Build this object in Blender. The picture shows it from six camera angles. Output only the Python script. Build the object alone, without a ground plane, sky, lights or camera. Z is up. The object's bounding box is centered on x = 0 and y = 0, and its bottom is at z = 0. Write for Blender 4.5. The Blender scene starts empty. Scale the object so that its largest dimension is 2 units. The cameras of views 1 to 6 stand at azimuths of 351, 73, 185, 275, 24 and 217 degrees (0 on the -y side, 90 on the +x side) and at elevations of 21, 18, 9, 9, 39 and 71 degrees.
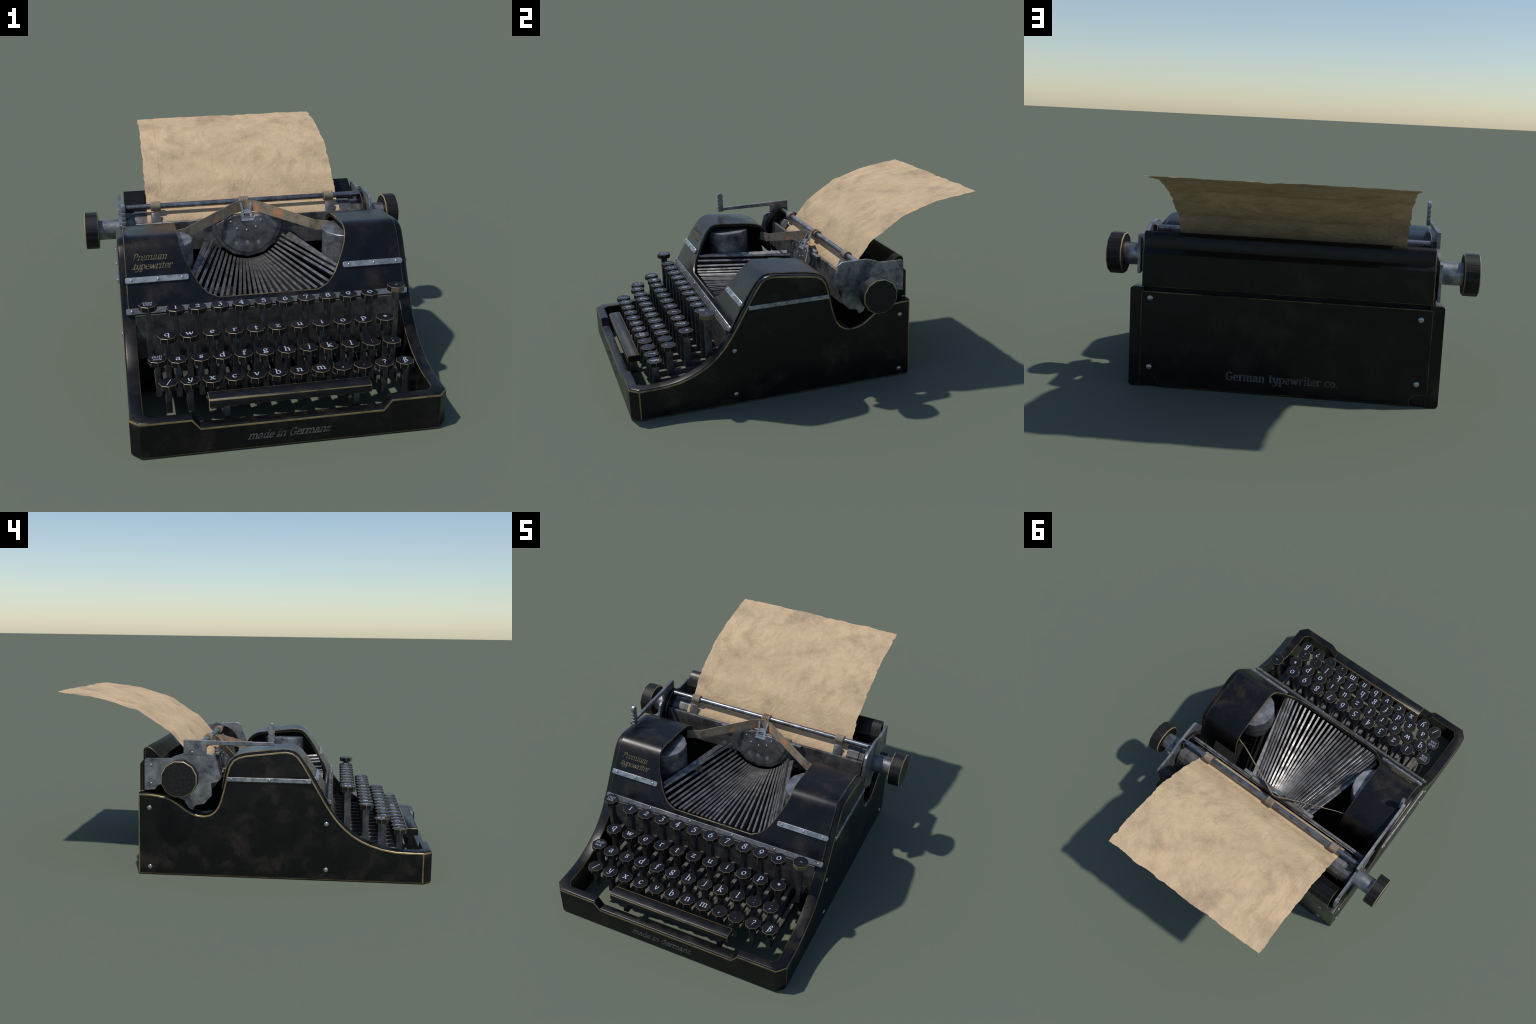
# Vintage black portable typewriter with a curled sheet of aged paper.
import bpy, bmesh, math, random
from math import sin, cos, pi, radians, sqrt, hypot
from mathutils import Vector, Matrix, noise

random.seed(7)
SC = bpy.context.scene

# ------------------------------------------------------------------ materials
def node_mat(name):
    m = bpy.data.materials.new(name)
    m.use_nodes = True
    nt = m.node_tree
    b = nt.nodes["Principled BSDF"]
    return m, nt, b

def N(nt, kind, **kw):
    n = nt.nodes.new(kind)
    for k, v in kw.items():
        if k in n.inputs.keys():
            n.inputs[k].default_value = v
        else:
            setattr(n, k, v)
    return n

def coords(nt, per_object=False, stretch=None):
    tc = N(nt, "ShaderNodeTexCoord")
    out = tc.outputs["Object"]
    if per_object:                       # shift the grain from one repeat to the next
        oi = N(nt, "ShaderNodeObjectInfo")
        mul = N(nt, "ShaderNodeVectorMath", operation="MULTIPLY_ADD")
        mul.inputs[1].default_value = (1, 1, 1)
        cmb = N(nt, "ShaderNodeCombineXYZ")
        sc = N(nt, "ShaderNodeMath", operation="MULTIPLY")
        sc.inputs[1].default_value = 37.0
        nt.links.new(oi.outputs["Random"], sc.inputs[0])
        nt.links.new(sc.outputs[0], cmb.inputs[0])
        nt.links.new(sc.outputs[0], cmb.inputs[1])
        nt.links.new(out, mul.inputs[0])
        nt.links.new(cmb.outputs[0], mul.inputs[2])
        out = mul.outputs[0]
    if stretch:
        mp = N(nt, "ShaderNodeMapping")
        mp.inputs["Scale"].default_value = stretch
        nt.links.new(out, mp.inputs["Vector"])
        out = mp.outputs[0]
    return out

def noise_tex(nt, vec, scale, detail=6, rough=0.6, dist=0.0):
    n = N(nt, "ShaderNodeTexNoise")
    n.inputs["Scale"].default_value = scale
    n.inputs["Detail"].default_value = detail
    n.inputs["Roughness"].default_value = rough
    n.inputs["Distortion"].default_value = dist
    nt.links.new(vec, n.inputs["Vector"])
    return n.outputs["Fac"]

def ramp(nt, fac, stops):
    r = N(nt, "ShaderNodeValToRGB")
    el = r.color_ramp.elements
    while len(el) < len(stops):
        el.new(0.5)
    for e, (p, c) in zip(el, stops):
        e.position = p
        e.color = (c, c, c, 1) if isinstance(c, (int, float)) else (*c, 1)
    nt.links.new(fac, r.inputs[0])
    return r.outputs[0]

def mix(nt, fac, a, b, mode="MIX"):
    m = N(nt, "ShaderNodeMix", data_type="RGBA", blend_type=mode)
    for s, v in ((m.inputs[0], fac), (m.inputs[6], a), (m.inputs[7], b)):
        if isinstance(v, (int, float)):
            s.default_value = v
        elif isinstance(v, tuple):
            s.default_value = (*v, 1)
        else:
            nt.links.new(v, s)
    return m.outputs[2]

def bump(nt, b, h, strength, dist=0.002):
    n = N(nt, "ShaderNodeBump")
    n.inputs["Strength"].default_value = strength
    n.inputs["Distance"].default_value = dist
    nt.links.new(h, n.inputs["Height"])
    nt.links.new(n.outputs[0], b.inputs["Normal"])

BLACK = (0.0040, 0.0040, 0.0044)
BROWN = (0.034, 0.0255, 0.0190)

def paint_material(name, black=BLACK, brown=BROWN, amount=0.5, rough=(0.24, 0.44), per_object=False, scale=8.0):
    m, nt, b = node_mat(name)
    v = coords(nt, per_object)
    big = noise_tex(nt, v, scale, 10, 0.68, 0.3)
    patch = noise_tex(nt, v, scale * 0.4, 4, 0.55)
    mask = mix(nt, 1.0, ramp(nt, big, [(0.49, 0.0), (0.62, 1.0)]), ramp(nt, patch, [(0.42, 0.05), (0.60, 1.0)]), "MULTIPLY")
    scuff = ramp(nt, noise_tex(nt, v, scale * 5, 8, 0.7), [(0.60, 0.0), (0.70, 0.7)])
    mask = mix(nt, 1.0, mask, mix(nt, 1.0, scuff, ramp(nt, patch, [(0.45, 0.0), (0.6, 0.6)]), "MULTIPLY"), "ADD")
    mask = mix(nt, 1.0, mask, (amount,) * 3, "MULTIPLY")
    nt.links.new(mix(nt, mask, black, brown), b.inputs["Base Color"])
    nt.links.new(ramp(nt, big, [(0.35, rough[0]), (0.75, rough[1])]), b.inputs["Roughness"])
    b.inputs['Specular IOR Level'].default_value = 0.30
    fine = noise_tex(nt, v, 240, 3, 0.6)
    bump(nt, b, fine, 0.12, 0.0015)
    return m

def metal_material(name, dark, mid, light, rough=(0.36, 0.58), scale=16, metallic=0.85, rust=0.25, stretch=None, per_object=False):
    m, nt, b = node_mat(name)
    v = coords(nt, per_object, stretch)
    n1 = noise_tex(nt, v, scale, 8, 0.65, 0.3)
    n2 = noise_tex(nt, v, scale * 0.35, 4, 0.55)
    c = ramp(nt, n1, [(0.33, dark), (0.52, mid), (0.70, light)])
    stain = ramp(nt, n2, [(0.36, 1.0), (0.55, 0.0)])
    c = mix(nt, mix(nt, 1.0, stain, (rust,) * 3, "MULTIPLY"), c, (0.06, 0.045, 0.034))
    nt.links.new(c, b.inputs["Base Color"])
    b.inputs["Metallic"].default_value = metallic
    nt.links.new(ramp(nt, n1, [(0.3, rough[1]), (0.7, rough[0])]), b.inputs["Roughness"])
    bump(nt, b, noise_tex(nt, v, 130, 4, 0.6), 0.18, 0.0015)
    return m

def brass_material(name, wear=(0.30, 0.58), dull=(0.018, 0.016, 0.012), brass=(0.30, 0.225, 0.095), shine=0.55):
    m, nt, b = node_mat(name)
    v = coords(nt)
    n1 = noise_tex(nt, v, 9, 7, 0.65)
    f = ramp(nt, n1, [(wear[0], 0.0), (wear[1], 1.0)])
    nt.links.new(mix(nt, f, dull, brass), b.inputs["Base Color"])
    nt.links.new(ramp(nt, f, [(0, 0.0), (1, shine)]), b.inputs["Metallic"])
    b.inputs["Roughness"].default_value = 0.36
    return m

M_PAINT = paint_material("black_enamel", amount=0.66)
M_BACK = paint_material("black_enamel_back", amount=0.32)
M_COVER = paint_material("black_enamel_cover", black=(0.0045, 0.0048, 0.0065), amount=0.65, rough=(0.25, 0.42))
M_KEY = paint_material("key_bakelite", black=(0.0065, 0.0068, 0.0085), brown=(0.026, 0.021, 0.018), amount=0.6, rough=(0.32, 0.5), per_object=True, scale=14)
M_KNOB = paint_material("knob_rubber", black=(0.007, 0.007, 0.008), amount=0.5, rough=(0.45, 0.62))
def knurl_material():
    m, nt, b = node_mat("knob_ebonite")
    v = coords(nt, stretch=(3, 60, 60))
    n1 = noise_tex(nt, v, 1.6, 5, 0.7)
    speck = noise_tex(nt, coords(nt), 170, 3, 0.7)
    c = mix(nt, ramp(nt, n1, [(0.42, 0.0), (0.62, 1.0)]), (0.003, 0.003, 0.0035), (0.018, 0.016, 0.015))
    c = mix(nt, ramp(nt, speck, [(0.58, 0.0), (0.72, 0.5)]), c, (0.04, 0.036, 0.032))
    nt.links.new(c, b.inputs["Base Color"])
    b.inputs["Roughness"].default_value = 0.5
    b.inputs["Specular IOR Level"].default_value = 0.3
    bump(nt, b, n1, 0.5, 0.004)
    return m
M_KNOB = knurl_material()
M_BRASS = brass_material("worn_brass_edge")
M_BRASS_FINE = brass_material("worn_brass_hairline", wear=(0.38, 0.70))
M_BRASS_KEY = brass_material("key_brass_rim", wear=(0.10, 0.50), dull=(0.06, 0.050, 0.030), brass=(0.150, 0.120, 0.062), shine=0.15)
M_BRASS_KNOB = brass_material("knob_brass_rim", wear=(0.0, 0.35), dull=(0.20, 0.155, 0.08), brass=(0.36, 0.28, 0.14), shine=0.25)
M_STEEL = metal_material("worn_steel", (0.075, 0.078, 0.084), (0.24, 0.25, 0.265), (0.42, 0.43, 0.45), metallic=0.7)
M_STRIP = metal_material("steel_trim", (0.14, 0.147, 0.158), (0.36, 0.375, 0.395), (0.56, 0.575, 0.60), scale=22, rust=0.2, metallic=0.75)
M_DARK = metal_material("dark_steel", (0.050, 0.049, 0.050), (0.145, 0.140, 0.138), (0.27, 0.265, 0.26), rust=0.3, rough=(0.42, 0.62), metallic=0.6)
M_BARS = metal_material("type_bar_steel", (0.085, 0.082, 0.08), (0.22, 0.215, 0.213), (0.38, 0.375, 0.38), rust=0.4, rough=(0.34, 0.58), scale=20, metallic=0.7)
M_ROD = metal_material("polished_steel", (0.08, 0.085, 0.09), (0.26, 0.27, 0.29), (0.46, 0.47, 0.49), rough=(0.24, 0.46), scale=20, metallic=0.95)
M_STEM = metal_material("key_stem_steel", (0.05, 0.051, 0.054), (0.125, 0.127, 0.132), (0.21, 0.21, 0.215), rust=0.15, rough=(0.4, 0.6), per_object=True)
M_LEVER = metal_material("key_lever_steel", (0.06, 0.056, 0.052), (0.135, 0.126, 0.117), (0.21, 0.20, 0.19), rust=0.3, rough=(0.45, 0.65), metallic=0.5)
M_BOLT = metal_material("bolt_steel", (0.28, 0.29, 0.30), (0.45, 0.46, 0.47), (0.6, 0.6, 0.6), rough=(0.22, 0.35), rust=0.05)
M_VOID, _nt, _b = node_mat("interior_black")
_b.inputs["Base Color"].default_value = (0.0025, 0.0025, 0.0028, 1)  # near-black, matte base for the surfaces inside the machine
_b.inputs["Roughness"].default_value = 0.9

def cloth_material(name, a, c, scorched=False):
    m, nt, b = node_mat(name)
    v = coords(nt)
    n1 = noise_tex(nt, v, 30, 8, 0.7)
    col = mix(nt, ramp(nt, n1, [(0.35, 0.0), (0.68, 1.0)]), a, c)
    grime = ramp(nt, noise_tex(nt, v, 17, 5, 0.6), [(0.30, 1.0), (0.45, 0.0)])
    col = mix(nt, mix(nt, 1.0, grime, (0.6,) * 3, "MULTIPLY"), col, (0.03, 0.024, 0.018))
    if scorched:                          # rubbed orange spots beside the guide and half way out
        for spot, r0 in (((-0.050, 0.175, 0.632), 0.026), ((0.050, 0.175, 0.630), 0.026), ((-0.160, 0.116, 0.600), 0.026), ((0.155, 0.128, 0.612), 0.032)):
            d = N(nt, "ShaderNodeVectorMath", operation="DISTANCE")
            nt.links.new(v, d.inputs[0]); d.inputs[1].default_value = spot
            wob = N(nt, "ShaderNodeMath", operation="MULTIPLY_ADD")
            wob.inputs[1].default_value = -0.04
            nt.links.new(n1, wob.inputs[0]); nt.links.new(d.outputs["Value"], wob.inputs[2])
            ad = N(nt, "ShaderNodeMath", operation="ADD"); ad.inputs[1].default_value = 0.02
            nt.links.new(wob.outputs[0], ad.inputs[0])
            sc = N(nt, "ShaderNodeMath", operation="DIVIDE"); sc.inputs[1].default_value = r0
            nt.links.new(ad.outputs[0], sc.inputs[0])
            col = mix(nt, ramp(nt, sc.outputs[0], [(0.25, 0.85), (1.0, 0.0)]), col, (0.50, 0.20, 0.08))
    nt.links.new(col, b.inputs["Base Color"])
    b.inputs["Roughness"].default_value = 0.8
    bump(nt, b, noise_tex(nt, v, 160, 4, 0.6), 0.4, 0.002)
    return m

M_RIBBON = cloth_material("ink_ribbon_cloth", (0.17, 0.134, 0.088), (0.29, 0.232, 0.158), True)
M_COLLAR = cloth_material("collar_cork", (0.17, 0.13, 0.085), (0.30, 0.24, 0.16))

def paper_material():
    m, nt, b = node_mat("aged_paper")
    v = coords(nt)
    n1 = noise_tex(nt, v, 4.2, 7, 0.62, 0.5)
    n2 = noise_tex(nt, v, 14, 8, 0.65)
    col = ramp(nt, n1, [(0.32, (0.47, 0.340, 0.203)), (0.50, (0.595, 0.430, 0.254)), (0.68, (0.66, 0.475, 0.282))])
    stain = ramp(nt, noise_tex(nt, v, 4.6, 10, 0.68, 0.25), [(0.50, 0.0), (0.68, 1.0)])
    col = mix(nt, mix(nt, 1.0, stain, (0.85,) * 3, "MULTIPLY"), col, (0.285, 0.212, 0.136))
    col = mix(nt, 0.32, col, ramp(nt, n2, [(0.3, (0.42, 0.31, 0.2)), (0.7, (0.70, 0.51, 0.32))]))
    # thin darker line down the left side
    sep = N(nt, "ShaderNodeSeparateXYZ"); nt.links.new(v, sep.inputs[0])
    d = N(nt, "ShaderNodeMath", operation="ADD"); d.inputs[1].default_value = 0.415
    nt.links.new(sep.outputs[0], d.inputs[0])
    ab = N(nt, "ShaderNodeMath", operation="ABSOLUTE"); nt.links.new(d.outputs[0], ab.inputs[0])
    lt = N(nt, "ShaderNodeMath", operation="LESS_THAN"); lt.inputs[1].default_value = 0.0011
    nt.links.new(ab.outputs[0], lt.inputs[0])
    ml = N(nt, "ShaderNodeMath", operation="MULTIPLY"); ml.inputs[1].default_value = 0.35
    nt.links.new(lt.outputs[0], ml.inputs[0])
    col = mix(nt, ml.outputs[0], col, (0.16, 0.11, 0.07))
    nt.links.new(col, b.inputs["Base Color"])
    b.inputs["Roughness"].default_value = 0.85
    b.inputs["Specular IOR Level"].default_value = 0.2
    def ridge(scale, dist):
        n = noise_tex(nt, v, scale, 3, 0.5, dist)
        sub = N(nt, "ShaderNodeMath", operation="SUBTRACT"); sub.inputs[1].default_value = 0.5
        nt.links.new(n, sub.inputs[0])
        ab = N(nt, "ShaderNodeMath", operation="ABSOLUTE"); nt.links.new(sub.outputs[0], ab.inputs[0])
        return ramp(nt, ab.outputs[0], [(0.0, 0.0), (0.16, 1.0)])
    h = mix(nt, 0.5, ridge(7.5, 0.8), ridge(19, 0.6))
    h = mix(nt, 0.35, h, n2)
    bump(nt, b, h, 0.48, 0.008)
    return m

M_PAPER = paper_material()

def flat_material(name, col, rough=0.5, metallic=0.0, worn=0.0):
    m, nt, b = node_mat(name)
    v = coords(nt)
    f = ramp(nt, noise_tex(nt, v, 24, 5, 0.6), [(0.34, 1.0), (0.62, 0.0)])
    f = mix(nt, 1.0, f, (worn,) * 3, "MULTIPLY")
    nt.links.new(mix(nt, f, col, BLACK), b.inputs["Base Color"])
    b.inputs["Roughness"].default_value = rough
    b.inputs["Metallic"].default_value = metallic
    return m

M_SCRIPT_DIM = flat_material("script_faded", (0.085, 0.088, 0.088), 0.55, 0, 0.8)
M_LEGEND = flat_material("legend_white", (0.46, 0.49, 0.56), 0.5, 0, 0.15)
M_SCRIPT = flat_material("script_silver", (0.15, 0.155, 0.155), 0.5, 0, 0.75)
M_SCRIPT_GOLD = flat_material("script_gold", (0.20, 0.165, 0.085), 0.45, 0.2, 0.75)

# ------------------------------------------------------------------ object helpers
ROOT = bpy.data.objects.new("typewriter", None)
SC.collection.objects.link(ROOT)
ROOT["label"] = "old black typewriter with brass-worn edges and curled aged paper"
ROOT["category"] = "typewriter"

def add_object(name, me, parent=ROOT):
    o = bpy.data.objects.new(name, me)
    SC.collection.objects.link(o)
    o.parent = parent
    return o

def smooth_by_angle(bm, ang=35):
    a = radians(ang)
    for f in bm.faces:
        f.smooth = True
    for e in bm.edges:
        if len(e.link_faces) == 2:
            e.smooth = e.calc_face_angle(0) < a
        else:
            e.smooth = False

def finish(bm, name, mats, parent=ROOT, ang=35):
    bm.normal_update()
    smooth_by_angle(bm, ang)
    me = bpy.data.meshes.new(name)
    bm.to_mesh(me)
    bm.free()
    for m in mats:
        me.materials.append(m)
    return add_object(name, me, parent)

def bevel(bm, width, min_angle=40, mat=-1, seg=1):
    bm.normal_update()
    a = radians(min_angle)
    es = [e for e in bm.edges if len(e.link_faces) == 2 and e.calc_face_angle(0) > a]
    if es:
        bmesh.ops.bevel(bm, geom=es, offset=width, segments=seg, profile=0.5, affect='EDGES',
                        material=mat, clamp_overlap=True)

def prism_into(bm, outline, axis, lo, hi):
    """Extrude a 2-D outline along axis 0/1/2 between lo and hi."""
    def pt(p, t):
        q = [p[0], p[1]]
        q.insert(axis, t)
        return q
    a = [bm.verts.new(pt(p, lo)) for p in outline]
    b = [bm.verts.new(pt(p, hi)) for p in outline]
    n = len(outline)
    fs = [bm.faces.new(a[::-1]), bm.faces.new(b)]
    for i in range(n):
        fs.append(bm.faces.new((a[i], a[(i + 1) % n], b[(i + 1) % n], b[i])))
    return fs

def prism(name, outline, axis, lo, hi, mats, bev=0.0, bev_mat=-1, ang=40, parent=ROOT, seg=1):
    bm = bmesh.new()
    prism_into(bm, outline, axis, lo, hi)
    bmesh.ops.recalc_face_normals(bm, faces=bm.faces)
    if bev:
        bevel(bm, bev, ang, bev_mat, seg)
    return finish(bm, name, mats, parent)

def box_into(bm, lo, hi, M=None):
    vs = [bm.verts.new((x, y, z)) for x in (lo[0], hi[0]) for y in (lo[1], hi[1]) for z in (lo[2], hi[2])]
    for q in ((0, 1, 3, 2), (4, 6, 7, 5), (0, 4, 5, 1), (2, 3, 7, 6), (0, 2, 6, 4), (1, 5, 7, 3)):
        bm.faces.new([vs[i] for i in q])
    if M:
        bmesh.ops.transform(bm, matrix=M, verts=vs)
    return vs

def box(name, lo, hi, mats, bev=0.003, bev_mat=-1, parent=ROOT):
    bm = bmesh.new()
    box_into(bm, lo, hi)
    bmesh.ops.recalc_face_normals(bm, faces=bm.faces)
    if bev:
        bevel(bm, bev, 40, bev_mat)
    return finish(bm, name, mats, parent)

def lathe_x(bm, prof, cy, cz, n, phase=0.0, mat=0):
    """Revolve (x, r) pairs about an x-parallel axis."""
    rings = []
    for x, r in prof:
        rings.append([bm.verts.new((x, cy + r * cos(phase + 2 * pi * i / n), cz + r * sin(phase + 2 * pi * i / n))) for i in range(n)])
    for a, b in zip(rings, rings[1:]):
        for i in range(n):
            f = bm.faces.new((a[i], a[(i + 1) % n], b[(i + 1) % n], b[i])); f.material_index = mat
    bm.faces.new(rings[0]).material_index = mat
    bm.faces.new(rings[-1][::-1]).material_index = mat
    bmesh.ops.recalc_face_normals(bm, faces=bm.faces)

def dome_mesh(name, r, h, mat):
    bm = bmesh.new()
    n, k = 20, 5
    rings = []
    for j in range(k):
        a = (pi / 2) * j / k
        rings.append([bm.verts.new((r * cos(a) * cos(2 * pi * i / n), r * cos(a) * sin(2 * pi * i / n), h * sin(a))) for i in range(n)])
    top = bm.verts.new((0, 0, h))
    base = [bm.verts.new((v.co.x, v.co.y, -0.004)) for v in rings[0]]
    for a, b in zip([base] + rings, rings):
        for i in range(n):
            bm.faces.new((a[i], a[(i + 1) % n], b[(i + 1) % n], b[i]))
    for i in range(n):
        bm.faces.new((rings[-1][i], rings[-1][(i + 1) % n], top))
    bm.faces.new(base[::-1])
    for f in bm.faces: f.smooth = True
    me = bpy.data.meshes.new(name); bm.to_mesh(me); bm.free()
    me.materials.append(mat)
    return me

BOLT_BIG = dome_mesh("bolt", 0.0125, 0.0055, M_BOLT)
BOLT_SMALL = dome_mesh("rivet", 0.0066, 0.0034, M_BOLT)

def place_dome(me, pos, normal, parent=ROOT, name=None):
    o = add_object(name or me.name, me, parent)
    o.rotation_mode = 'QUATERNION'
    o.location = pos
    o.rotation_quaternion = Vector(normal).normalized().to_track_quat('Z', 'Y')
    return o

# ------------------------------------------------------------------ lettering: a broad-nib stroke alphabet
# x-height 1, ascender ~1.6, descender ~-0.55.  Every glyph: (advance, [strokes]); a stroke is a list of points.
def arc(cx, cy, rx, ry, a0, a1, n=12):
    return [(cx + rx * cos(radians(a0 + (a1 - a0) * i / n)), cy + ry * sin(radians(a0 + (a1 - a0) * i / n))) for i in range(n + 1)]

def stem(x, y0, y1, foot=True, head=True):
    s = [[(x, y1), (x, y0)]]
    if head: s.append([(x - 0.17, y1 - 0.06), (x + 0.03, y1 - 0.01)])
    if foot: s.append([(x - 0.15, y0 + 0.02), (x + 0.19, y0 + 0.02)])
    return s

def arch(x0, x1, foot=True):
    r = (x1 - x0) / 2
    s = [[(x0, 0.62)] + arc(x0 + r, 0.66, r, 0.34, 150, 0, 8) + [(x1, 0.0)]]
    if foot: s.append([(x1 - 0.13, 0.02), (x1 + 0.19, 0.02)])
    return s

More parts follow.
